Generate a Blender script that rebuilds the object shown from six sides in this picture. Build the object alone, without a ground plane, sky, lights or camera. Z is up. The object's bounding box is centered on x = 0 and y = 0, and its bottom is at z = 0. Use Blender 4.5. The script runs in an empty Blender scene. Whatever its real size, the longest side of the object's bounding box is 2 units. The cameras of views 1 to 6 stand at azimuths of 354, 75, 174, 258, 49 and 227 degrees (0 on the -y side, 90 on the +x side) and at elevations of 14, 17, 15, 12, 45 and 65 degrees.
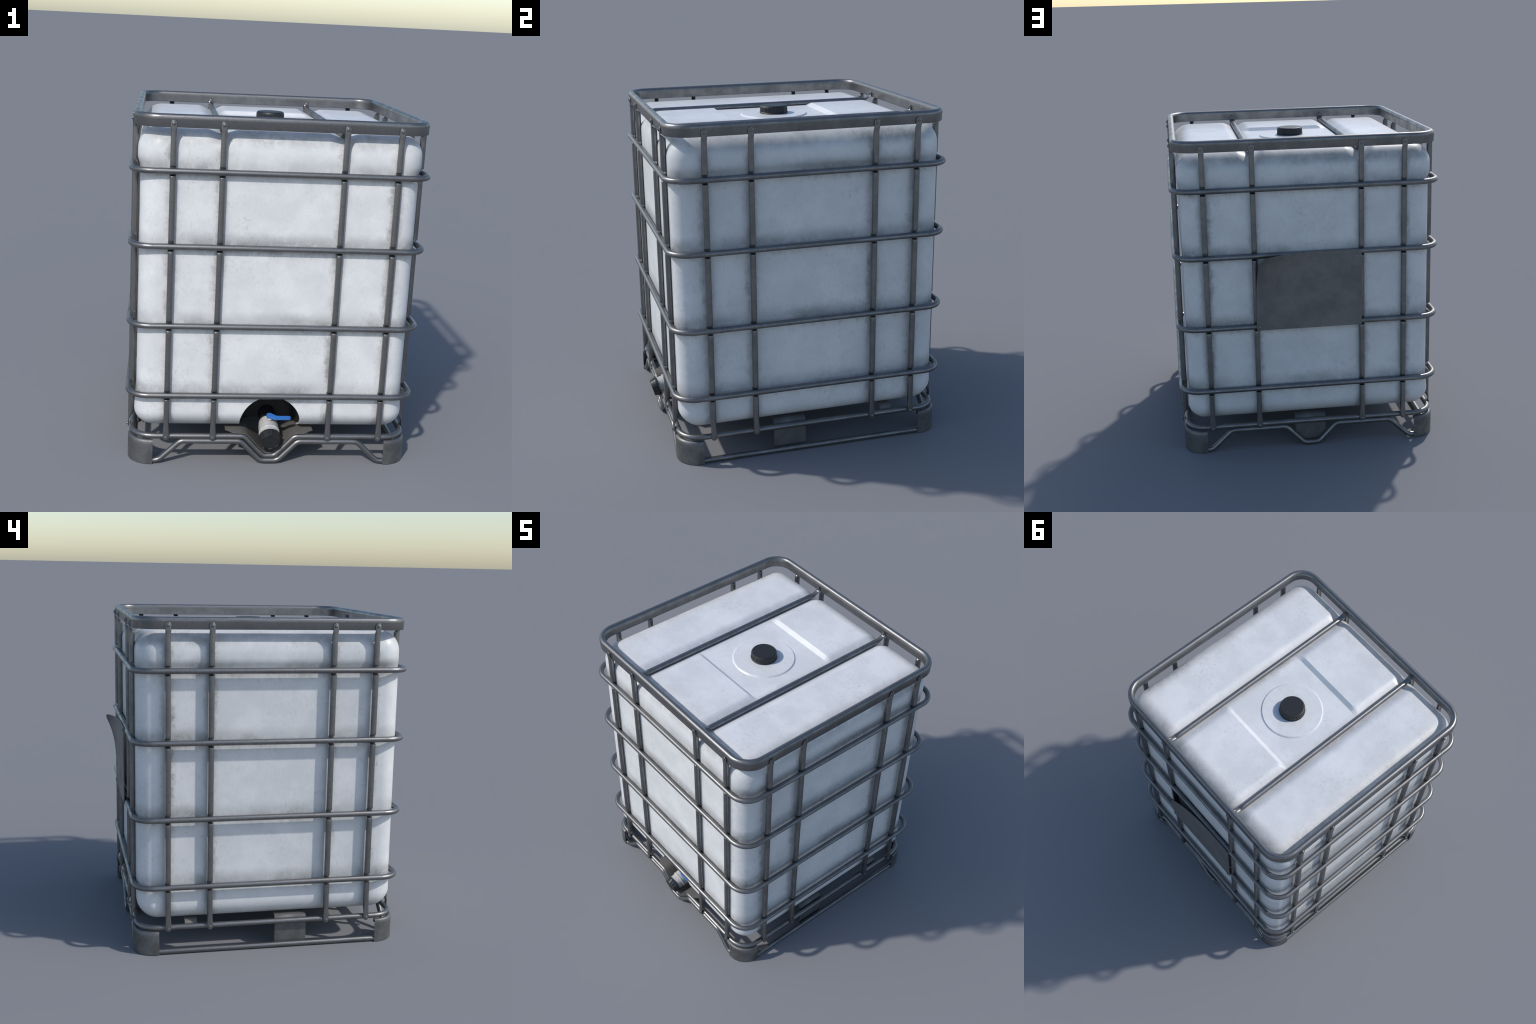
"""Bulk liquid container: white blow-moulded tank in a tubular steel cage on a steel skid."""
import bpy, bmesh, math
from mathutils import Vector, Matrix

# ------------------------------------------------------------------ frame
CY = -0.0205            # cage and tank are centred on this y (bent plate / valve set the box)
CENTRE = Vector((0.0, CY, 0.0))

# ------------------------------------------------------------------ sizes
TUBE = 0.0165           # radius of all round tubes
RING_X, RING_Y, RING_FILLET, RING_TUBE = 0.8175, 0.8140, 0.118, 0.0170
RING_HEIGHTS = (1.697, 1.283, 0.830, 0.419)
BAR_OUT = 0.8198        # outer face of the upright bars
RAIL_OUT, RAIL_FILLET, RAIL_WIDTH, RAIL_BOTTOM, RAIL_TOP = 0.8132, 0.147, 0.040, 1.929, 2.0
BASE_HALF, BASE_Z = 0.7930, 0.165
SKID_HALF, SKID_LOW, SKID_HIGH = 0.7975, TUBE, 0.136
TANK_X, TANK_Y, TANK_LOW, TANK_TOP = 0.7725, 0.791, 0.196, 1.922
TANK_FILLET, TANK_TOP_FILLET = 0.106, 0.122
GROOVE_X = 0.332        # cross bars lie in two grooves of the tank top


# ------------------------------------------------------------------ materials
def new_material(name):
    m = bpy.data.materials.new(name)
    m.use_nodes = True
    nt = m.node_tree
    return m, nt, nt.nodes["Principled BSDF"]


def node(nt, kind, **values):
    n = nt.nodes.new(kind)
    for k, v in values.items():
        if k in n.inputs:
            n.inputs[k].default_value = v
        else:
            setattr(n, k, v)
    return n


def noise(nt, vec, scale, detail=4.0, rough=0.6, distort=0.0):
    n = node(nt, "ShaderNodeTexNoise")
    n.inputs["Scale"].default_value = scale
    n.inputs["Detail"].default_value = detail
    n.inputs["Roughness"].default_value = rough
    n.inputs["Distortion"].default_value = distort
    nt.links.new(vec, n.inputs["Vector"])
    return n.outputs["Fac"]


def ramp(nt, fac, lo, hi, a=0.0, b=1.0):
    n = node(nt, "ShaderNodeMapRange", interpolation_type='SMOOTHSTEP')
    for k, v in zip(("From Min", "From Max", "To Min", "To Max"), (lo, hi, a, b)):
        n.inputs[k].default_value = v
    nt.links.new(fac, n.inputs["Value"])
    return n.outputs["Result"]


def math_node(nt, op, a, b=None, clamp=False):
    n = node(nt, "ShaderNodeMath", operation=op, use_clamp=clamp)
    for i, s in enumerate((a, b)):
        if s is None:
            continue
        if isinstance(s, (int, float)):
            n.inputs[i].default_value = s
        else:
            nt.links.new(s, n.inputs[i])
    return n.outputs[0]


def mix_colour(nt, fac, a, b):
    n = node(nt, "ShaderNodeMix", data_type='RGBA')
    nt.links.new(fac, n.inputs[0])
    for sock, s in ((n.inputs[6], a), (n.inputs[7], b)):
        if isinstance(s, tuple):
            sock.default_value = (*s, 1.0)
        else:
            nt.links.new(s, sock)
    return n.outputs[2]


def object_vector(nt, scale=(1, 1, 1)):
    tc = node(nt, "ShaderNodeTexCoord")
    mp = node(nt, "ShaderNodeMapping")
    mp.inputs["Scale"].default_value = scale
    nt.links.new(tc.outputs["Object"], mp.inputs["Vector"])
    return mp.outputs["Vector"]


def add_bump(nt, bsdf, height, strength, distance):
    b = node(nt, "ShaderNodeBump")
    b.inputs["Strength"].default_value = strength
    b.inputs["Distance"].default_value = distance
    nt.links.new(height, b.inputs["Height"])
    nt.links.new(b.outputs["Normal"], bsdf.inputs["Normal"])


def steel_material(name, dark, light, rough_lo, rough_hi, metallic=0.9):
    m, nt, bsdf = new_material(name)
    v = object_vector(nt)
    cloud = ramp(nt, noise(nt, v, 9.0, 5.0, 0.65), 0.32, 0.70)
    fine = noise(nt, v, 70.0, 3.0, 0.6)
    col = mix_colour(nt, cloud, dark, light)
    dusty = ramp(nt, fine, 0.52, 0.75, 0.0, 0.35)
    col = mix_colour(nt, dusty, col, tuple(c * 0.62 for c in dark))
    nt.links.new(col, bsdf.inputs["Base Color"])
    bsdf.inputs["Metallic"].default_value = metallic
    nt.links.new(ramp(nt, cloud, 0.0, 1.0, rough_hi, rough_lo), bsdf.inputs["Roughness"])
    add_bump(nt, bsdf, fine, 0.10, 0.002)
    return m


def plastic_material(name, colour, rough, grain=60.0, spread=0.75):
    m, nt, bsdf = new_material(name)
    v = object_vector(nt)
    f = ramp(nt, noise(nt, v, grain, 4.0, 0.6), 0.3, 0.7)
    nt.links.new(mix_colour(nt, f, tuple(c * spread for c in colour), colour), bsdf.inputs["Base Color"])
    bsdf.inputs["Roughness"].default_value = rough
    add_bump(nt, bsdf, f, 0.06, 0.002)
    return m


def line_mask(nt, coord, positions, reach):
    """1 on lines coord = position, falling to 0 at a distance of reach."""
    out = None
    for p in positions:
        d = math_node(nt, 'ABSOLUTE', math_node(nt, 'SUBTRACT', coord, p))
        s = ramp(nt, d, 0.008, reach, 1.0, 0.0)
        out = s if out is None else math_node(nt, 'MAXIMUM', out, s)
    return out


def tank_material(bars_x, bars_y):
    """White polyethylene with scuffs, and grime above the rings and on the rim, darker lines along the bars."""
    m, nt, bsdf = new_material("white_polyethylene")
    v = object_vector(nt)
    sep = node(nt, "ShaderNodeSeparateXYZ")
    nt.links.new(v, sep.inputs[0])
    x, y, z = sep.outputs
    # clean plastic: faint cloudy blotches
    blotch = ramp(nt, noise(nt, v, 5.0, 6.0, 0.62), 0.34, 0.68)
    col = mix_colour(nt, blotch, (0.655, 0.660, 0.662), (0.745, 0.748, 0.750))
    # scuffs: clustered fine specks
    speck = ramp(nt, noise(nt, v, 42.0, 8.0, 0.78), 0.50, 0.72)
    patch = ramp(nt, noise(nt, v, 4.3, 5.0, 0.65), 0.42, 0.70, 0.10, 1.0)
    scuff = math_node(nt, 'MULTIPLY', math_node(nt, 'MULTIPLY', speck, patch), 0.40)
    streak = ramp(nt, noise(nt, object_vector(nt, (1.0, 1.0, 0.35)), 95.0, 5.0, 0.75), 0.52, 0.74)
    area = ramp(nt, noise(nt, v, 2.6, 4.0, 0.6), 0.38, 0.66, 0.15, 1.0)
    scuff = math_node(nt, 'ADD', scuff, math_node(nt, 'MULTIPLY', math_node(nt, 'MULTIPLY', streak, area), 0.26))
    # darker lines along bars (on the four faces), grime on top of the rings
    ragged = noise(nt, object_vector(nt, (1.0, 1.0, 0.75)), 24.0, 8.0, 0.75)
    wob = math_node(nt, 'MULTIPLY', math_node(nt, 'SUBTRACT', ragged, 0.5), 0.10)
    ax = math_node(nt, 'ABSOLUTE', x)
    ay = math_node(nt, 'ABSOLUTE', math_node(nt, 'SUBTRACT', y, CY))
    on_front = ramp(nt, math_node(nt, 'SUBTRACT', ay, ax), 0.0, 0.05)
    on_side = ramp(nt, math_node(nt, 'SUBTRACT', ax, ay), 0.0, 0.05)
    below_top = ramp(nt, z, 1.86, 1.915, 1.0, 0.0)
    xw = math_node(nt, 'ADD', x, wob)
    yw = math_node(nt, 'ADD', y, wob)
    zw = math_node(nt, 'ADD', z, wob)
    bars = math_node(nt, 'MAXIMUM',
                     math_node(nt, 'MULTIPLY', on_front, line_mask(nt, xw, bars_x, 0.055)),
                     math_node(nt, 'MULTIPLY', on_side, line_mask(nt, yw, bars_y, 0.055)))
    rings = line_mask(nt, zw, [h + 0.015 for h in RING_HEIGHTS], 0.085)
    cage_lines = math_node(nt, 'MULTIPLY', math_node(nt, 'MAXIMUM', bars, rings), below_top)
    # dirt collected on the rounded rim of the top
    rim = math_node(nt, 'MAXIMUM', ramp(nt, math_node(nt, 'ADD', ax, wob), 0.66, 0.79),
                    ramp(nt, math_node(nt, 'ADD', ay, wob), 0.66, 0.79))
    rim = math_node(nt, 'MULTIPLY', rim, ramp(nt, z, 1.80, 1.87))
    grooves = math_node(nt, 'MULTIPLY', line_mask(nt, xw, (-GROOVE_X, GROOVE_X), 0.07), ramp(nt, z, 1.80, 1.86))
    dirt_and_dark = math_node(nt, 'MAXIMUM', cage_lines, math_node(nt, 'MULTIPLY', math_node(nt, 'MAXIMUM', rim, math_node(nt, 'MULTIPLY', grooves, 0.6)), 0.95))
    broken = ramp(nt, noise(nt, v, 3.1, 3.0, 0.5), 0.36, 0.66, 0.35, 1.0)
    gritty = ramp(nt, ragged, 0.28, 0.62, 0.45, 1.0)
    dirt_and_dark = math_node(nt, 'MULTIPLY', math_node(nt, 'MULTIPLY', dirt_and_dark, broken), math_node(nt, 'MULTIPLY', gritty, 0.72))
    total = math_node(nt, 'ADD', dirt_and_dark, scuff, clamp=True)
    col = mix_colour(nt, total, col, (0.17, 0.172, 0.168))
    nt.links.new(col, bsdf.inputs["Base Color"])
    nt.links.new(ramp(nt, total, 0.0, 0.8, 0.36, 0.62), bsdf.inputs["Roughness"])
    add_bump(nt, bsdf, noise(nt, v, 26.0, 4.0, 0.6), 0.12, 0.004)
    return m


# ------------------------------------------------------------------ mesh helpers
def smooth_by_angle(me, angle=40.0):
    me.polygons.foreach_set("use_smooth", [True] * len(me.polygons))
    me.set_sharp_from_angle(angle=math.radians(angle))


def mesh_from(name, verts, faces, mat=None, angle=40.0):
    me = bpy.data.meshes.new(name)
    me.from_pydata([tuple(v) for v in verts], [], faces)
    me.update()
    bm = bmesh.new()
    bm.from_mesh(me)
    bmesh.ops.recalc_face_normals(bm, faces=bm.faces)
    bm.to_mesh(me)
    bm.free()
    smooth_by_angle(me, angle)
    if mat:
        me.materials.append(mat)
    return me


def place(name, me, parent, matrix=None):
    ob = bpy.data.objects.new(name, me)
    bpy.context.scene.collection.objects.link(ob)
    if matrix is not None:
        ob.matrix_world = matrix
    ob.parent = parent
    ob.matrix_parent_inverse = parent.matrix_world.inverted() if parent else Matrix()
    return ob


def fillet_path(points, closed, steps=10):
    """points: (Vector, radius). Replaces each corner by an arc of the given radius."""
    out, n = [], len(points)
    for i, (p, r) in enumerate(points):
        if not closed and i in (0, n - 1) or r <= 0:
            out.append(p.copy())
            continue
        a = (points[i - 1][0] - p).normalized()
        b = (points[(i + 1) % n][0] - p).normalized()
        ang = a.angle(b)
        if ang > math.pi - 1e-3:
            out.append(p.copy())
            continue
        t = r / math.tan(ang / 2)
        c = p + (a + b).normalized() * (r / math.sin(ang / 2))
        s, e = p + a * t - c, p + b * t - c
        sweep = s.angle(e)
        for k in range(steps + 1):
            f = k / steps
            out.append(c + (s * math.sin((1 - f) * sweep) + e * math.sin(f * sweep)) / math.sin(sweep))
    return out


def tube(name, path, closed, radius, mat, seg=16):
    """Round tube along a path that is never vertical."""
    n, verts, faces = len(path), [], []
    up = Vector((0, 0, 1))
    for i, p in enumerate(path):
        q0 = path[i - 1] if closed or i > 0 else p
        q1 = path[(i + 1) % n] if closed or i < n - 1 else p
        t = ((p - q0).normalized() if (p - q0).length else Vector()) + \
            ((q1 - p).normalized() if (q1 - p).length else Vector())
        t.normalize()
        side = t.cross(up).normalized()
        nrm = side.cross(t).normalized()
        for k in range(seg):
            a = 2 * math.pi * k / seg
            verts.append(p + side * math.cos(a) * radius + nrm * math.sin(a) * radius)
    for i in range(n if closed else n - 1):
        j = (i + 1) % n
        for k in range(seg):
            l = (k + 1) % seg
            faces.append((i * seg + k, i * seg + l, j * seg + l, j * seg + k))
    if not closed:
        faces.append(tuple(range(seg)))
        faces.append(tuple((n - 1) * seg + k for k in range(seg)))
    return mesh_from(name, verts, faces, mat)


def square_loop(half, z, fillet, steps=12, half_y=None):
    return fillet_path([(CENTRE + Vector((sx * half, sy * (half_y or half), z)), fillet)
                        for sx, sy in ((1, 1), (-1, 1), (-1, -1), (1, -1))], True, steps)


def profile_sweep(name, path, closed, profile, mat, angle=40.0):
    """Sweep a closed (outward, z) profile along a horizontal counter-clockwise path."""
    n, m, verts, faces = len(path), len(profile), [], []
    for i, p in enumerate(path):
        q0 = path[i - 1] if closed or i > 0 else p
        q1 = path[(i + 1) % n] if closed or i < n - 1 else p
        d0 = (p - q0).normalized() if (p - q0).length > 1e-9 else (q1 - p).normalized()
        d1 = (q1 - p).normalized() if (q1 - p).length > 1e-9 else d0
        t = (d0 + d1).normalized()
        out = Vector((t.y, -t.x, 0))
        k = 1.0 / max(0.5, math.cos(d0.angle(d1) / 2))
        for o, z in profile:
            verts.append(Vector((p.x, p.y, 0)) + out * o * k + Vector((0, 0, z)))
    for i in range(n if closed else n - 1):
        j = (i + 1) % n
        for a in range(m):
            b = (a + 1) % m
            faces.append((i * m + a, i * m + b, j * m + b, j * m + a))
    if not closed:
        faces.append(tuple(range(m)))
        faces.append(tuple((n - 1) * m + a for a in range(m)))
    return mesh_from(name, verts, faces, mat, angle)


def lathe(name, profile, mat, seg=64, radius_rule=None, angle=35.0):
    """Revolve (radius, height) points about z; radius_rule(row, angle, r) may flute it."""
    verts, faces, rows = [], [], []
    for i, (r, h) in enumerate(profile):
        if r < 1e-6:
            rows.append([len(verts)])
            verts.append(Vector((0, 0, h)))
        else:
            row = []
            for k in range(seg):
                a = 2 * math.pi * k / seg
                rr = radius_rule(i, a, r) if radius_rule else r
                row.append(len(verts))
                verts.append(Vector((rr * math.cos(a), rr * math.sin(a), h)))
            rows.append(row)
    for a, b in zip(rows, rows[1:]):
        for k in range(seg):
            l = (k + 1) % seg
            if len(a) == 1 and len(b) == 1:
                continue
            if len(a) == 1:
                faces.append((a[0], b[k], b[l]))
            elif len(b) == 1:
                faces.append((a[k], a[l], b[0]))
            else:
                faces.append((a[k], a[l], b[l], b[k]))
    return mesh_from(name, verts, faces, mat, angle)


def smoothstep(a, b, t):
    t = min(1.0, max(0.0, (t - a) / (b - a)))
    return t * t * (3 - 2 * t)


def thick_strip(points, thickness):
    """Closed outline of a sheet of given thickness following 2D points (left side added)."""
    left = []
    n = len(points)
    for i, (a, b) in enumerate(points):
        p0, p1 = points[max(0, i - 1)], points[min(n - 1, i + 1)]
        dx, dz = p1[0] - p0[0], p1[1] - p0[1]
        l = math.hypot(dx, dz)
        left.append((a - dz / l * thickness, b + dx / l * thickness))
    return list(points) + left[::-1]


def extrude_outline(name, outline, axis_point, mat, angle=40.0):
    """outline: 2D points; axis_point(u, v, side) gives the 3D point for side 0 and 1."""
    m = len(outline)
    verts = [axis_point(u, v, 0) for u, v in outline] + [axis_point(u, v, 1) for u, v in outline]
    faces = [(a, (a + 1) % m, m + (a + 1) % m, m + a) for a in range(m)]
    faces += [tuple(range(m)), tuple(range(m, 2 * m))]
    return mesh_from(name, verts, faces, mat, angle)


# ------------------------------------------------------------------ positions
BARS_X = (-0.598, -0.331, 0.334, 0.633)       # on front and back
BARS_Y = (-0.631, -0.374, 0.347, 0.597)       # on both sides

steel = steel_material("galvanised_steel", (0.190, 0.188, 0.187), (0.262, 0.259, 0.256), 0.32, 0.46)
sheet = steel_material("sheet_steel", (0.135, 0.134, 0.134), (0.245, 0.244, 0.243), 0.42, 0.62, 0.8)
plate_steel = steel_material("dull_plate", (0.160, 0.156, 0.151), (0.205, 0.200, 0.194), 0.50, 0.60, 0.45)
tray_steel = steel_material("tray_steel", (0.145, 0.138, 0.130), (0.17, 0.162, 0.152), 0.55, 0.65, 0.3)
bracket_steel = steel_material("bracket_steel", (0.12, 0.119, 0.118), (0.17, 0.169, 0.168), 0.5, 0.65, 0.6)
white = tank_material(BARS_X, BARS_Y)
black = plastic_material("black_plastic", (0.018, 0.019, 0.021), 0.48)
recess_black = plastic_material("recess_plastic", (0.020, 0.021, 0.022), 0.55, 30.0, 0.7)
valve_white = plastic_material("valve_plastic", (0.57, 0.56, 0.54), 0.42, 22.0, 0.74)
blue = plastic_material("blue_plastic", (0.045, 0.19, 0.56), 0.42, 50.0, 0.88)

root = bpy.data.objects.new("liquid_container", None)
bpy.context.scene.collection.objects.link(root)
root["label"] = "white plastic liquid tank in a grey steel tube cage with valve"
root["category"] = "storage tank"


# ------------------------------------------------------------------ tank body
def lattice(lo, hi, step, features):
    n = round((hi - lo) / step)
    vals = [lo + (hi - lo) * i / n for i in range(n + 1)]
    for f in sorted(features):
        i = min(range(1, n), key=lambda k: abs(vals[k] - f))
        vals[i] = f
    return sorted(set(vals))


PANEL_FRONT, PANEL_BACK = -0.334, 0.293       # middle of the two steps of the sunk panel


def top_depth(x, y):
    d = min(abs(x - GROOVE_X), abs(x + GROOVE_X))
    groove = 0.028 * min(1.0, max(0.0, (0.076 - d) / 0.060))
    inside = min((y - (PANEL_FRONT - 0.014)) / 0.028, ((PANEL_BACK + 0.014) - y) / 0.028, 1.0)
    panel = 0.020 * max(0.0, inside) if abs(x) < GROOVE_X else 0.0
    return max(groove, panel)


def tank_point(p):
    H = Vector((TANK_X, TANK_Y, (TANK_TOP - TANK_LOW) / 2))
    r = TANK_FILLET + (TANK_TOP_FILLET - TANK_FILLET) * smoothstep(0.55, 0.74, p.z)
    inner = Vector([max(-(H[i] - r), min(H[i] - r, p[i])) for i in range(3)])
    d = p - inner
    if d.length > 1e-9:
        d = d * (r / d.length)
    q = inner + d
    z = q.z + (TANK_TOP + TANK_LOW) / 2
    swell = 0.0145 * smoothstep(1.700, 1.755, z) + 0.010 * smoothstep(0.42, 0.30, z)   # shoulder on the two sides
    x, y = q.x * (1 + swell / TANK_X), q.y
    y -= math.copysign(0.017 * smoothstep(0.315, 0.205, z), y) * min(1.0, abs(y) / 0.6)   # softer lower edge front and back
    if z > 1.74:
        z -= top_depth(x, y + CY) * smoothstep(1.820, 1.900, z)
    return Vector((x - 0.0012, y + CY, z))


def build_tank():
    hz = (TANK_TOP - TANK_LOW) / 2
    g = [s * (GROOVE_X + o) for s in (-1, 1) for o in (-0.076, -0.046, -0.016, 0.016, 0.046, 0.076)]
    steps = [PANEL_FRONT - 0.014 - CY, PANEL_FRONT + 0.014 - CY, PANEL_BACK - 0.014 - CY, PANEL_BACK + 0.014 - CY]
    xs = lattice(-TANK_X, TANK_X, 0.0135, g)
    ys = lattice(-TANK_Y, TANK_Y, 0.0135, steps)
    zs = lattice(-hz, hz, 0.0145, [])
    index, verts, faces = {}, [], []

    def vid(i, j, k):
        key = (i, j, k)
        if key not in index:
            index[key] = len(verts)
            verts.append(tank_point(Vector((xs[i], ys[j], zs[k]))))
        return index[key]
    nx, ny, nz = len(xs) - 1, len(ys) - 1, len(zs) - 1
    for i in range(nx):
        for j in range(ny):
            for k in (0, nz):
                faces.append((vid(i, j, k), vid(i + 1, j, k), vid(i + 1, j + 1, k), vid(i, j + 1, k)))
    for i in range(nx):
        for k in range(nz):
            for j in (0, ny):
                faces.append((vid(i, j, k), vid(i + 1, j, k), vid(i + 1, j, k + 1), vid(i, j, k + 1)))
    for j in range(ny):
        for k in range(nz):
            for i in (0, nx):
                faces.append((vid(i, j, k), vid(i, j + 1, k), vid(i, j + 1, k + 1), vid(i, j, k + 1)))
    return mesh_from("tank_body", verts, faces, white, 33.5)


ARCH_BACK_Y = -0.600


def arch_outline(scale, grow=0.0, steps=28, low=0.15):
    """Arched outlet opening: straight sides below, half round above."""
    r = 0.177 * scale + grow
    pts = [(r, low)]
    for i in range(steps + 1):
        a = math.pi * i / steps
        pts.append((r * math.cos(a), 0.228 + r * math.sin(a)))
    pts.append((-r, low))
    return pts


def arch_scale(y):
    """The hollow narrows from its mouth to its back."""
    return 1.03 - 0.13 * (y + 0.86) / (ARCH_BACK_Y + 0.86)


def arch_prism(name, front_y, back_y, mat, grow=0.0):
    f = arch_outline(1.03, grow)
    b = arch_outline(0.90, grow)
    m = len(f)
    verts = [Vector((x, front_y, z)) for x, z in f] + [Vector((x, back_y, z)) for x, z in b]
    faces = [(a, (a + 1) % m, m + (a + 1) % m, m + a) for a in range(m)]
    faces += [tuple(range(m)), tuple(range(m, 2 * m))]
    return mesh_from(name, verts, faces, mat)


tank = place("tank_body", build_tank(), root)
cutter = bpy.data.objects.new("outlet_cutter", arch_prism("outlet_cutter", -0.86, ARCH_BACK_Y, None))
bpy.context.scene.collection.objects.link(cutter)
bo = tank.modifiers.new("outlet", 'BOOLEAN')
bo.operation, bo.object, bo.solver = 'DIFFERENCE', cutter, 'EXACT'
bpy.context.view_layer.update()
cut = bpy.data.meshes.new_from_object(tank.evaluated_get(bpy.context.evaluated_depsgraph_get()))
tank.modifiers.clear()
tank.data = cut
cut.name = "tank_body"
smooth_by_angle(cut, 33.5)
bpy.data.objects.remove(cutter)


def tank_front_y(z):
    """y of the tank's front face at a height within its rounded lower edge."""
    r, zc = TANK_FILLET, TANK_LOW + TANK_FILLET
    drop = min(r, max(0.0, zc - z))
    return CY - (TANK_Y - r + math.sqrt(r * r - drop * drop)) + 0.017 * smoothstep(0.315, 0.205, z)


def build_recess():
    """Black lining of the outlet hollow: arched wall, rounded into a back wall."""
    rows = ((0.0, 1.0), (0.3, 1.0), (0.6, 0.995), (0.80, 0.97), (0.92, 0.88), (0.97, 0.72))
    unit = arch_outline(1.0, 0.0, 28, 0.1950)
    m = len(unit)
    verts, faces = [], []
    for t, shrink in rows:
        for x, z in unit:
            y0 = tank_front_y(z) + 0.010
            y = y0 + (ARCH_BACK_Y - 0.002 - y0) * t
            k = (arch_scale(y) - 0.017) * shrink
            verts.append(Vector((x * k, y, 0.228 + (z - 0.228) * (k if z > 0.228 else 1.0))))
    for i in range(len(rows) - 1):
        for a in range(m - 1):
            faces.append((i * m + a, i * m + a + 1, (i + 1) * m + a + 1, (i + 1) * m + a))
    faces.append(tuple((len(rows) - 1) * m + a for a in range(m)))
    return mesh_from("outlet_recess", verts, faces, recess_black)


place("outlet_recess", build_recess(), root)

# filler collar and lid
collar = lathe("filler_collar", [(0, -0.006), (0.2085, -0.006), (0.2085, 0.0005), (0.2000, 0.0080), (0, 0.0080)],
               white, 96, None, 28.0)
for v in collar.vertices:                                  # keep dirt pattern in the tank's own coordinates
    v.co += Vector((-0.002, CY, TANK_TOP - 0.020))
place("filler_collar", collar, tank)


def lid_rule(row, a, r):
    if row in (3, 4):
        return r * (0.972 if int(a / (2 * math.pi) * 144) % 3 == 0 else 1.0)
    return r


lid = lathe("screw_lid", [(0, 0), (0.0865, 0), (0.088, 0.005), (0.0855, 0.009), (0.0850, 0.033), (0.0852, 0.036),
                          (0.0835, 0.0415), (0.0800, 0.0465), (0.0755, 0.0485), (0.0735, 0.0488), (0.0725, 0.0480), (0, 0.0480)], black, 144, lid_rule, 25.0)
place("screw_lid", lid, tank, Matrix.Translation((-0.002, CY, TANK_TOP - 0.0115)))

# ------------------------------------------------------------------ cage rings
for h in RING_HEIGHTS:
    place("cage_ring", tube("cage_ring", square_loop(RING_X, h, RING_FILLET, 12, RING_Y), True, RING_TUBE, steel), root)

# ------------------------------------------------------------------ top rail
rw = RAIL_WIDTH / 2
rail_profile = [(-0.0024, RAIL_BOTTOM), (-0.0014, RAIL_BOTTOM + 0.002), (-0.0014, 1.9640), (0.0, 1.9695)]
for i in range(13):
    a = math.pi * i / 12
    rail_profile.append((-rw + rw * math.cos(a), RAIL_TOP - rw + rw * math.sin(a)))
rail_profile += [(-RAIL_WIDTH, 1.9695), (-RAIL_WIDTH + 0.0014, 1.9640), (-RAIL_WIDTH + 0.0014, RAIL_BOTTOM + 0.002), (-RAIL_WIDTH + 0.003, RAIL_BOTTOM)]
place("top_rail", profile_sweep("top_rail", square_loop(RAIL_OUT, 0, RAIL_FILLET, 14), True, rail_profile, steel, 30.0), root)


# ------------------------------------------------------------------ upright bars
def bar_station(z):
    """(outer, inner, half width) of a bar at height z: pressed at the rings, flattened at the ends."""
    outer, inner, half = BAR_OUT, BAR_OUT - 0.0345, 0.0158
    for h in RING_HEIGHTS:
        dent = smoothstep(0.0295, 0.0205, abs(z - h))
        outer -= 0.0245 * dent
        half += 0.0012 * dent
    lug = BAR_OUT - 0.0060
    up = smoothstep(1.900, 1.931, z)
    down = smoothstep(0.245, 0.185, z)
    inner = inner + (lug - inner) * max(up, down)
    half += 0.0012 * max(up, down)
    return outer, inner, half


BAR_TOP, BAR_LOW = 1.9690, 0.146


def build_bar():
    zs = {BAR_TOP, BAR_LOW}
    n = 60
    for i in range(n + 1):
        zs.add(BAR_LOW + (BAR_TOP - BAR_LOW) * i / n)
    for h in RING_HEIGHTS:
        for o in (0.019, 0.0208, 0.0225, 0.0245, 0.0265, 0.0285, 0.0305):
            zs.update((h - o, h + o))
    for i in range(9):
        zs.add(BAR_TOP - 0.0170 * (1 - math.cos(math.pi / 2 * i / 8)))
        zs.add(BAR_LOW + 0.0170 * (1 - math.cos(math.pi / 2 * i / 8)))
        zs.add(1.898 + 0.036 * i / 8)
        zs.add(0.183 + 0.064 * i / 8)
    zs = sorted(zs)
    zs = [z for i, z in enumerate(zs) if i == 0 or z - zs[i - 1] > 4e-4]
    seg, verts, faces = 20, [], []
    for z in zs:
        o, i, w = bar_station(z)
        end = min(z - BAR_LOW, BAR_TOP - z)
        if end < 0.017:                                     # rounded lug end
            w *= math.sqrt(max(0.004, 1 - ((0.017 - end) / 0.017) ** 2))
        mid, dep = (o + i) / 2, (o - i) / 2
        for k in range(seg):
            a = 2 * math.pi * k / seg
            ca, sa = math.cos(a), math.sin(a)
            e = 0.58 if ca > 0 else 0.85                    # flattened outside, round inside
            verts.append(Vector((w * math.copysign(abs(sa) ** e, sa), -(mid + dep * math.copysign(abs(ca) ** e, ca)), z)))
    for i in range(len(zs) - 1):
        for k in range(seg):
            l = (k + 1) % seg
            faces.append((i * seg + k, i * seg + l, (i + 1) * seg + l, (i + 1) * seg + k))
    faces += [tuple(range(seg)), tuple((len(zs) - 1) * seg + k for k in range(seg))]
    return mesh_from("cage_bar", verts, faces, steel, 50.0)


bar_mesh = build_bar()
bolt_mesh = lathe("bolt", [(0, 0.0065), (0.0062, 0.0065), (0.0082, 0.0055), (0.0085, 0.0022), (0.0105, 0.0016), (0.0112, 0.0), (0.0112, -0.003), (0, -0.003)], steel, 12, None, 30.0)
FACE_OUT = Matrix.Rotation(math.radians(90), 4, 'X')        # bolt axis z -> -y (outwards on the front)


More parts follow.
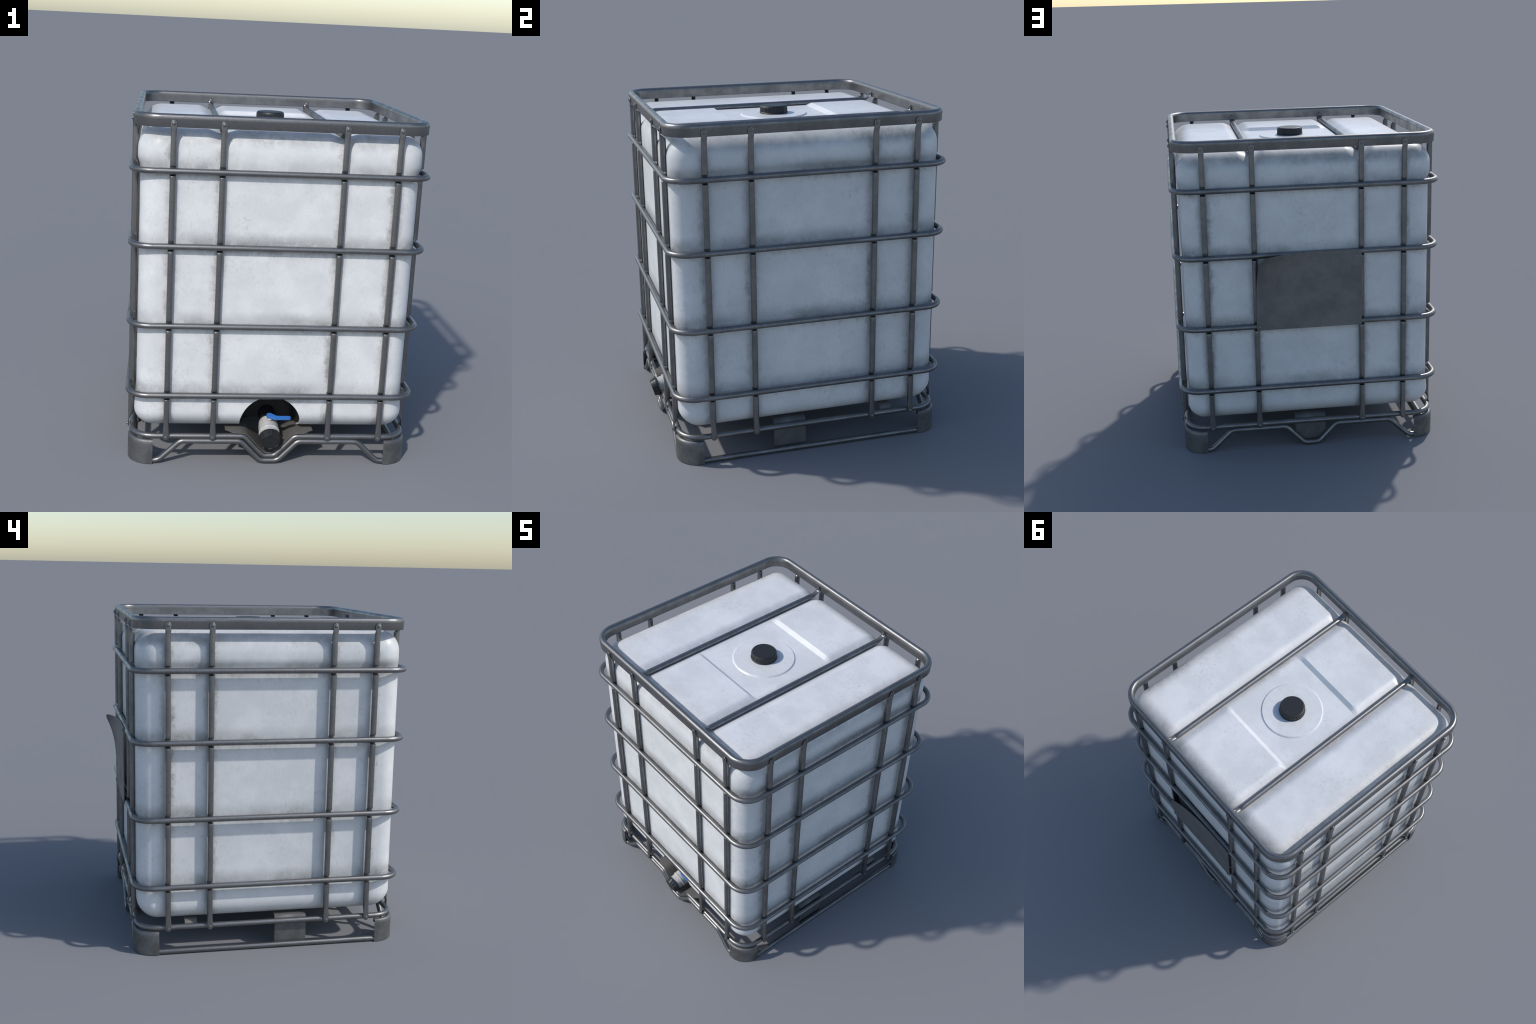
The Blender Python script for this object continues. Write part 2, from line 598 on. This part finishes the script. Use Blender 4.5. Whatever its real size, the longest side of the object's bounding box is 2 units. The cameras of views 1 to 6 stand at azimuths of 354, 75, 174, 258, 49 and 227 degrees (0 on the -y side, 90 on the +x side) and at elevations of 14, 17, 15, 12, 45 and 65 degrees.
def add_bar(offset, quarter):
    turn = Matrix.Translation(CENTRE) @ Matrix.Rotation(quarter * math.pi / 2, 4, 'Z')
    bar = place("cage_bar", bar_mesh, root, turn @ Matrix.Translation((offset, 0, 0)))
    for z in (1.9515, 0.1635):
        place("bolt", bolt_mesh, bar, turn @ Matrix.Translation((offset, -BAR_OUT, z)) @ FACE_OUT)


for x in BARS_X:
    add_bar(x, 0)          # front
    add_bar(-x, 2)         # back
for y in BARS_Y:
    add_bar(y - CY, 1)     # right side: local x -> y
    add_bar(-(y - CY), 3)  # left side


# ------------------------------------------------------------------ cross bars over the tank
def build_cross_bar():
    """Tube with flattened ends that turn up against the inside of the rail."""
    z0, z1 = 1.9115, 1.960
    inner = RAIL_OUT - RAIL_WIDTH - 0.0008
    pts = [(Vector((0, -inner + 0.005, z1)), 0), (Vector((0, -inner + 0.005, 1.934)), 0.02),
           (Vector((0, -0.722, z0)), 0.03), (Vector((0, 0.722, z0)), 0.03),
           (Vector((0, inner - 0.005, 1.934)), 0.02), (Vector((0, inner - 0.005, z1)), 0)]
    base = fillet_path(pts, False, 8)
    path = []
    for a, b in zip(base, base[1:]):
        n = max(1, round((b - a).length / 0.02)) if abs(a.y) > 0.5 or abs(b.y) > 0.5 else 24
        path += [a + (b - a) * (i / n) for i in range(n)]
    path.append(base[-1])
    seg, verts, faces = 18, [], []
    for i, p in enumerate(path):
        t = (path[min(i + 1, len(path) - 1)] - path[max(i - 1, 0)]).normalized()
        nrm = Vector((1, 0, 0)).cross(t).normalized()
        flat = smoothstep(0.695, 0.752, abs(p.y))
        hw, hd = 0.0182 - 0.0010 * flat, 0.0180 - 0.0132 * flat
        end = min((p - path[0]).length, (p - path[-1]).length)
        if end < 0.017:
            hw *= math.sqrt(max(0.01, 1 - ((0.017 - end) / 0.017) ** 2))
        for k in range(seg):
            a = 2 * math.pi * k / seg
            verts.append(p + Vector((1, 0, 0)) * hw * math.cos(a) + nrm * hd * math.sin(a))
    for i in range(len(path) - 1):
        for k in range(seg):
            l = (k + 1) % seg
            faces.append((i * seg + k, i * seg + l, (i + 1) * seg + l, (i + 1) * seg + k))
    faces += [tuple(range(seg)), tuple((len(path) - 1) * seg + k for k in range(seg))]
    return mesh_from("cross_bar", verts, faces, steel, 50.0)


cross_mesh = build_cross_bar()
for x in (-GROOVE_X, GROOVE_X):
    cb = place("cross_bar", cross_mesh, root, Matrix.Translation((x, CY, 0)))
    for s in (0, 1):
        turn = Matrix.Translation((x, CY, 0)) @ Matrix.Rotation(math.pi * s, 4, 'Z')
        place("bolt", bolt_mesh, cb, turn @ Matrix.Translation((0, RAIL_OUT - RAIL_WIDTH - 0.0105, 1.947)) @ FACE_OUT)


# ------------------------------------------------------------------ skid
def wave(half, sy, fillets=True):
    """Front or back run of the skid tube, from +x*sy... in counter-clockwise order."""
    xs = [(-0.640, SKID_LOW), (-0.513, SKID_HIGH), (-0.164, SKID_HIGH), (-0.050, SKID_LOW),
          (0.050, SKID_LOW), (0.164, SKID_HIGH), (0.513, SKID_HIGH), (0.640, SKID_LOW)]
    fil = (0.06, 0.05, 0.05, 0.06, 0.06, 0.05, 0.05, 0.06)
    run = [(CENTRE + Vector((-sy * x, sy * half, z)), f) for (x, z), f in zip(xs, fil)]
    return run


def corner(sx, sy, half, z, f):
    return (CENTRE + Vector((sx * half, sy * half, z)), f)


f0 = 0.125
skid = wave(SKID_HALF, -1)
skid = [(p, f) for p, f in skid]
loop = skid + [corner(1, -1, SKID_HALF, SKID_LOW, f0), corner(1, 1, SKID_HALF, SKID_LOW, f0)] + \
    wave(SKID_HALF, 1) + [corner(-1, 1, SKID_HALF, SKID_LOW, f0), corner(-1, -1, SKID_HALF, SKID_LOW, f0)]
place("skid_tube", tube("skid_tube", fillet_path(loop, True, 8), True, TUBE, steel), root)

dip = [(-0.147, BASE_Z), (-0.034, 0.045), (0.034, 0.045), (0.147, BASE_Z)]
loop = [(CENTRE + Vector((x, -BASE_HALF, z)), 0.045) for x, z in dip] + \
       [corner(1, -1, BASE_HALF, BASE_Z, f0), corner(1, 1, BASE_HALF, BASE_Z, f0),
        corner(-1, 1, BASE_HALF, BASE_Z, f0), corner(-1, -1, BASE_HALF, BASE_Z, f0)]
place("base_ring", tube("base_ring", fillet_path(loop, True, 10), True, TUBE, steel), root)

# corner feet: sheet wrapped round the corner, rolled over at the top
foot_profile = [(0.0, 0.0)]
foot_profile += [(0.0, 0.03), (0.0, 0.06), (0.0, 0.09), (0.0, 0.118)]
for i in range(1, 11):
    a = math.pi * i / 10
    foot_profile.append((-0.0165 + 0.0165 * math.cos(a), 0.130 + 0.0165 * math.sin(a)))
foot_profile.append((-0.033, 0.118))
foot_profile = thick_strip(foot_profile, 0.004)
FOOT_HALF, FOOT_REACH = 0.8160, 0.672


def build_foot():
    pts = [(Vector((FOOT_REACH, -FOOT_HALF, 0)), 0), (Vector((FOOT_HALF, -FOOT_HALF, 0)), 0.134), (Vector((FOOT_HALF, -FOOT_REACH, 0)), 0)]
    return profile_sweep("corner_foot", fillet_path(pts, False, 16), False, foot_profile, sheet, 35.0)


foot_mesh = build_foot()
for q in range(4):
    place("corner_foot", foot_mesh, root, Matrix.Translation(CENTRE) @ Matrix.Rotation(q * math.pi / 2, 4, 'Z'))


# sheet brackets between skid tube and tank
def bracket_mesh(name, low, half_width, reach_in):
    face, top, r = 0.774, 0.1965, 0.036
    pts = [(-face, low), (-face, 0.07), (-face, 0.12)] if low < 0.1 else [(-face, low)]
    for i in range(9):
        a = math.pi - math.pi / 2 * i / 8
        pts.append((-face + r + r * math.cos(a), top - r + r * math.sin(a)))
    pts.append((-reach_in, top))
    outline = thick_strip(pts, -0.005)
    return extrude_outline(name, outline, lambda u, v, s: Vector(((-half_width, half_width)[s], u, v)), sheet)


wide = bracket_mesh("support_bracket", 0.010, 0.0985, 0.45)
narrow = bracket_mesh("support_clip", 0.140, 0.037, 0.60)
narrow.materials[0] = tray_steel
wide.materials[0] = bracket_steel
place("support_bracket", wide, root, Matrix.Translation((0.003, CY, 0)) @ Matrix.Rotation(math.pi, 4, 'Z'))
for s in (1, -1):
    turn = Matrix.Rotation(s * math.pi / 2, 4, 'Z')
    place("support_bracket", wide, root, Matrix.Translation((0, -0.160, 0)) @ turn)
    place("support_clip", narrow, root, Matrix.Translation((0, 0.455, 0)) @ turn)


# ------------------------------------------------------------------ drip tray under the valve
def tray_height(x, y):
    """Trough that follows the dip of the base ring, flat wings on both sides."""
    base = fillet_path([(Vector((0, 0, 0.065)), 0), (Vector((0.026, 0, 0.065)), 0.05),
                        (Vector((0.140, 0, 0.188)), 0.06), (Vector((0.30, 0, 0.188)), 0)], False, 8)
    ax = abs(x)
    for a, b in zip(base, base[1:]):
        if a.x <= ax <= b.x:
            return a.z + (b.z - a.z) * (ax - a.x) / max(1e-9, b.x - a.x)
    return base[-1].z


def build_tray():
    wing, nx, ny = 0.256, 64, 24
    front, back, t = -0.822, -0.50, 0.004
    verts, faces = [], []
    for layer in (0, 1):
        for i in range(nx + 1):
            x = -wing + 2 * wing * i / nx
            f = front + 0.045 * smoothstep(0.200, 0.256, abs(x))
            for j in range(ny + 1):
                y = f + (back - f) * j / ny
                verts.append(Vector((x, y, tray_height(x, y) - t * layer)))
    w = ny + 1
    o = (nx + 1) * w
    for i in range(nx):
        for j in range(ny):
            a = i * w + j
            faces.append((a, a + 1, a + w + 1, a + w))
            faces.append((o + a, o + a + 1, o + a + w + 1, o + a + w))
    for i in range(nx):
        for j in (0, ny):
            a = i * w + j
            faces.append((a, a + w, o + a + w, o + a))
    for j in range(ny):
        for i in (0, nx):
            a = i * w + j
            faces.append((a, a + 1, o + a + 1, o + a))
    return mesh_from("drip_tray", verts, faces, tray_steel, 35.0)


place("drip_tray", build_tray(), root)

# ------------------------------------------------------------------ outlet valve
PITCH = math.radians(15.0)
VALVE_FRONT = Vector((0.0, -0.871, 0.153))                  # centre of the front of the end cap
# local z runs back up the pipe; local y points up
back_dir = Vector((0, math.cos(PITCH), math.sin(PITCH)))
up_dir = Vector((0, -math.sin(PITCH), math.cos(PITCH)))
side_dir = Vector((1, 0, 0))
VALVE = Matrix(((side_dir.x, up_dir.x, back_dir.x, VALVE_FRONT.x),
                (side_dir.y, up_dir.y, back_dir.y, VALVE_FRONT.y),
                (side_dir.z, up_dir.z, back_dir.z, VALVE_FRONT.z), (0, 0, 0, 1)))

pipe = lathe("outlet_pipe", [(0.050, 0.165), (0.0505, 0.167), (0.0505, 0.30), (0.056, 0.301), (0.056, 0.325), (0, 0.325)], black, 40)
place("outlet_pipe", pipe, root, VALVE)
body = lathe("valve_body", [(0, 0.030), (0.0535, 0.030), (0.0535, 0.080), (0.0575, 0.081), (0.0605, 0.084), (0.0605, 0.089),
                            (0.0585, 0.092), (0.0575, 0.096), (0.0595, 0.125), (0.0565, 0.155), (0.0540, 0.176), (0.0515, 0.178), (0, 0.178)],
             valve_white, 48)
valve = place("valve_body", body, root, VALVE)
neck = lathe("valve_neck", [(0, 0.045), (0.0145, 0.045), (0.0155, 0.060), (0.0175, 0.064), (0.0175, 0.070), (0.0120, 0.073), (0.0120, 0.078), (0, 0.078)], valve_white, 24)
NECK = VALVE @ Matrix.Translation((0, 0, 0.132)) @ Matrix.Rotation(-math.pi / 2, 4, 'X')
place("valve_neck", neck, valve, NECK)


def cap_rule(row, a, r):
    """Six grip ribs with wide flutes between them, one rib on top."""
    if row in (2, 3, 4):
        w = math.cos(6 * (a - math.pi / 2))
        return r * (1.035 - 0.105 * smoothstep(0.45, 0.15, w))
    return r


cap = lathe("valve_cap", [(0, 0.004), (0.046, 0.004), (0.0500, 0.000), (0.0545, 0.002), (0.0635, 0.034), (0.0650, 0.036), (0.0650, 0.042), (0.0550, 0.0435), (0, 0.0435)],
            black, 96, cap_rule, 30.0)
place("valve_cap", cap, valve, VALVE)


def build_handle():
    """Cranked flat lever, thicker at the hub; local x to the right, y to the front."""
    outline = [(-0.017, -0.012), (-0.010, -0.019), (0.008, -0.020), (0.022, -0.010), (0.042, 0.006), (0.113, 0.007), (0.122, 0.010),
               (0.123, 0.024), (0.117, 0.029), (0.032, 0.029), (0.020, 0.024), (0.004, 0.014), (-0.010, 0.014), (-0.017, 0.006)]
    m = len(outline)
    bm = bmesh.new()
    low = [bm.verts.new((x, -y, 0.0)) for x, y in outline]
    bm.faces.new(low)
    ext = bmesh.ops.extrude_face_region(bm, geom=bm.faces[:])
    top = [g for g in ext["geom"] if isinstance(g, bmesh.types.BMVert)]
    bmesh.ops.translate(bm, verts=top, vec=(0, 0, 0.018))
    bmesh.ops.recalc_face_normals(bm, faces=bm.faces)
    bmesh.ops.bevel(bm, geom=bm.edges[:], offset=0.003, segments=2, affect='EDGES')
    me = bpy.data.meshes.new("valve_handle")
    bm.to_mesh(me)
    bm.free()
    me.materials.append(blue)
    smooth_by_angle(me, 35.0)
    return me


place("valve_handle", build_handle(), valve, VALVE @ Matrix.Translation((0, 0.0765, 0.132)) @ Matrix(((1, 0, 0, 0), (0, 0, 1, 0), (0, 1, 0, 0), (0, 0, 0, 1))))


# ------------------------------------------------------------------ bent name plate on the back
def build_plate():
    x0, x1, z0, z1, y0, t = -0.325, 0.336, 0.811, 1.2985, 0.8115, 0.0045
    nx, nz, r = 44, 36, 0.060
    verts, faces = [], []
    for layer in (0, 1):
        for k in range(nz + 1):
            f = k / nz
            z = z0 + (z1 - z0) * (1 - (1 - f) ** 1.6)
            xm = x1
            if z > z1 - r:
                xm = x1 - r + math.sqrt(max(0, r * r - (z - (z1 - r)) ** 2))
            for i in range(nx + 1):
                x = x0 + (xm - x0) * i / nx
                u, w = (x - x0) / (x1 - x0), (z - z0) / (z1 - z0)
                bend = max(0.0, u + w - 1.0)
                lift = 0.084 * bend ** 3.5
                y = y0 + lift
                verts.append(Vector((x - lift * 0.30 * u, y + t * layer, z - lift * 0.15)))
    w = nx + 1
    o = (nz + 1) * w
    for k in range(nz):
        for i in range(nx):
            a = k * w + i
            faces.append((a, a + 1, a + w + 1, a + w))
            faces.append((o + a, o + a + 1, o + a + w + 1, o + a + w))
    for k in range(nz):
        for i in (0, nx):
            a = k * w + i
            faces.append((a, a + w, o + a + w, o + a))
    for i in range(nx):
        for k in (0, nz):
            a = k * w + i
            faces.append((a, a + 1, o + a + 1, o + a))
    return mesh_from("name_plate", verts, faces, plate_steel, 35.0)


plate = place("name_plate", build_plate(), root)
for x, z in ((-0.306, 1.280), (-0.306, 0.828), (0.318, 0.828)):
    place("bolt", bolt_mesh, plate, Matrix.Translation((x, 0.816, z)) @ Matrix.Rotation(math.pi, 4, 'Z') @ FACE_OUT)
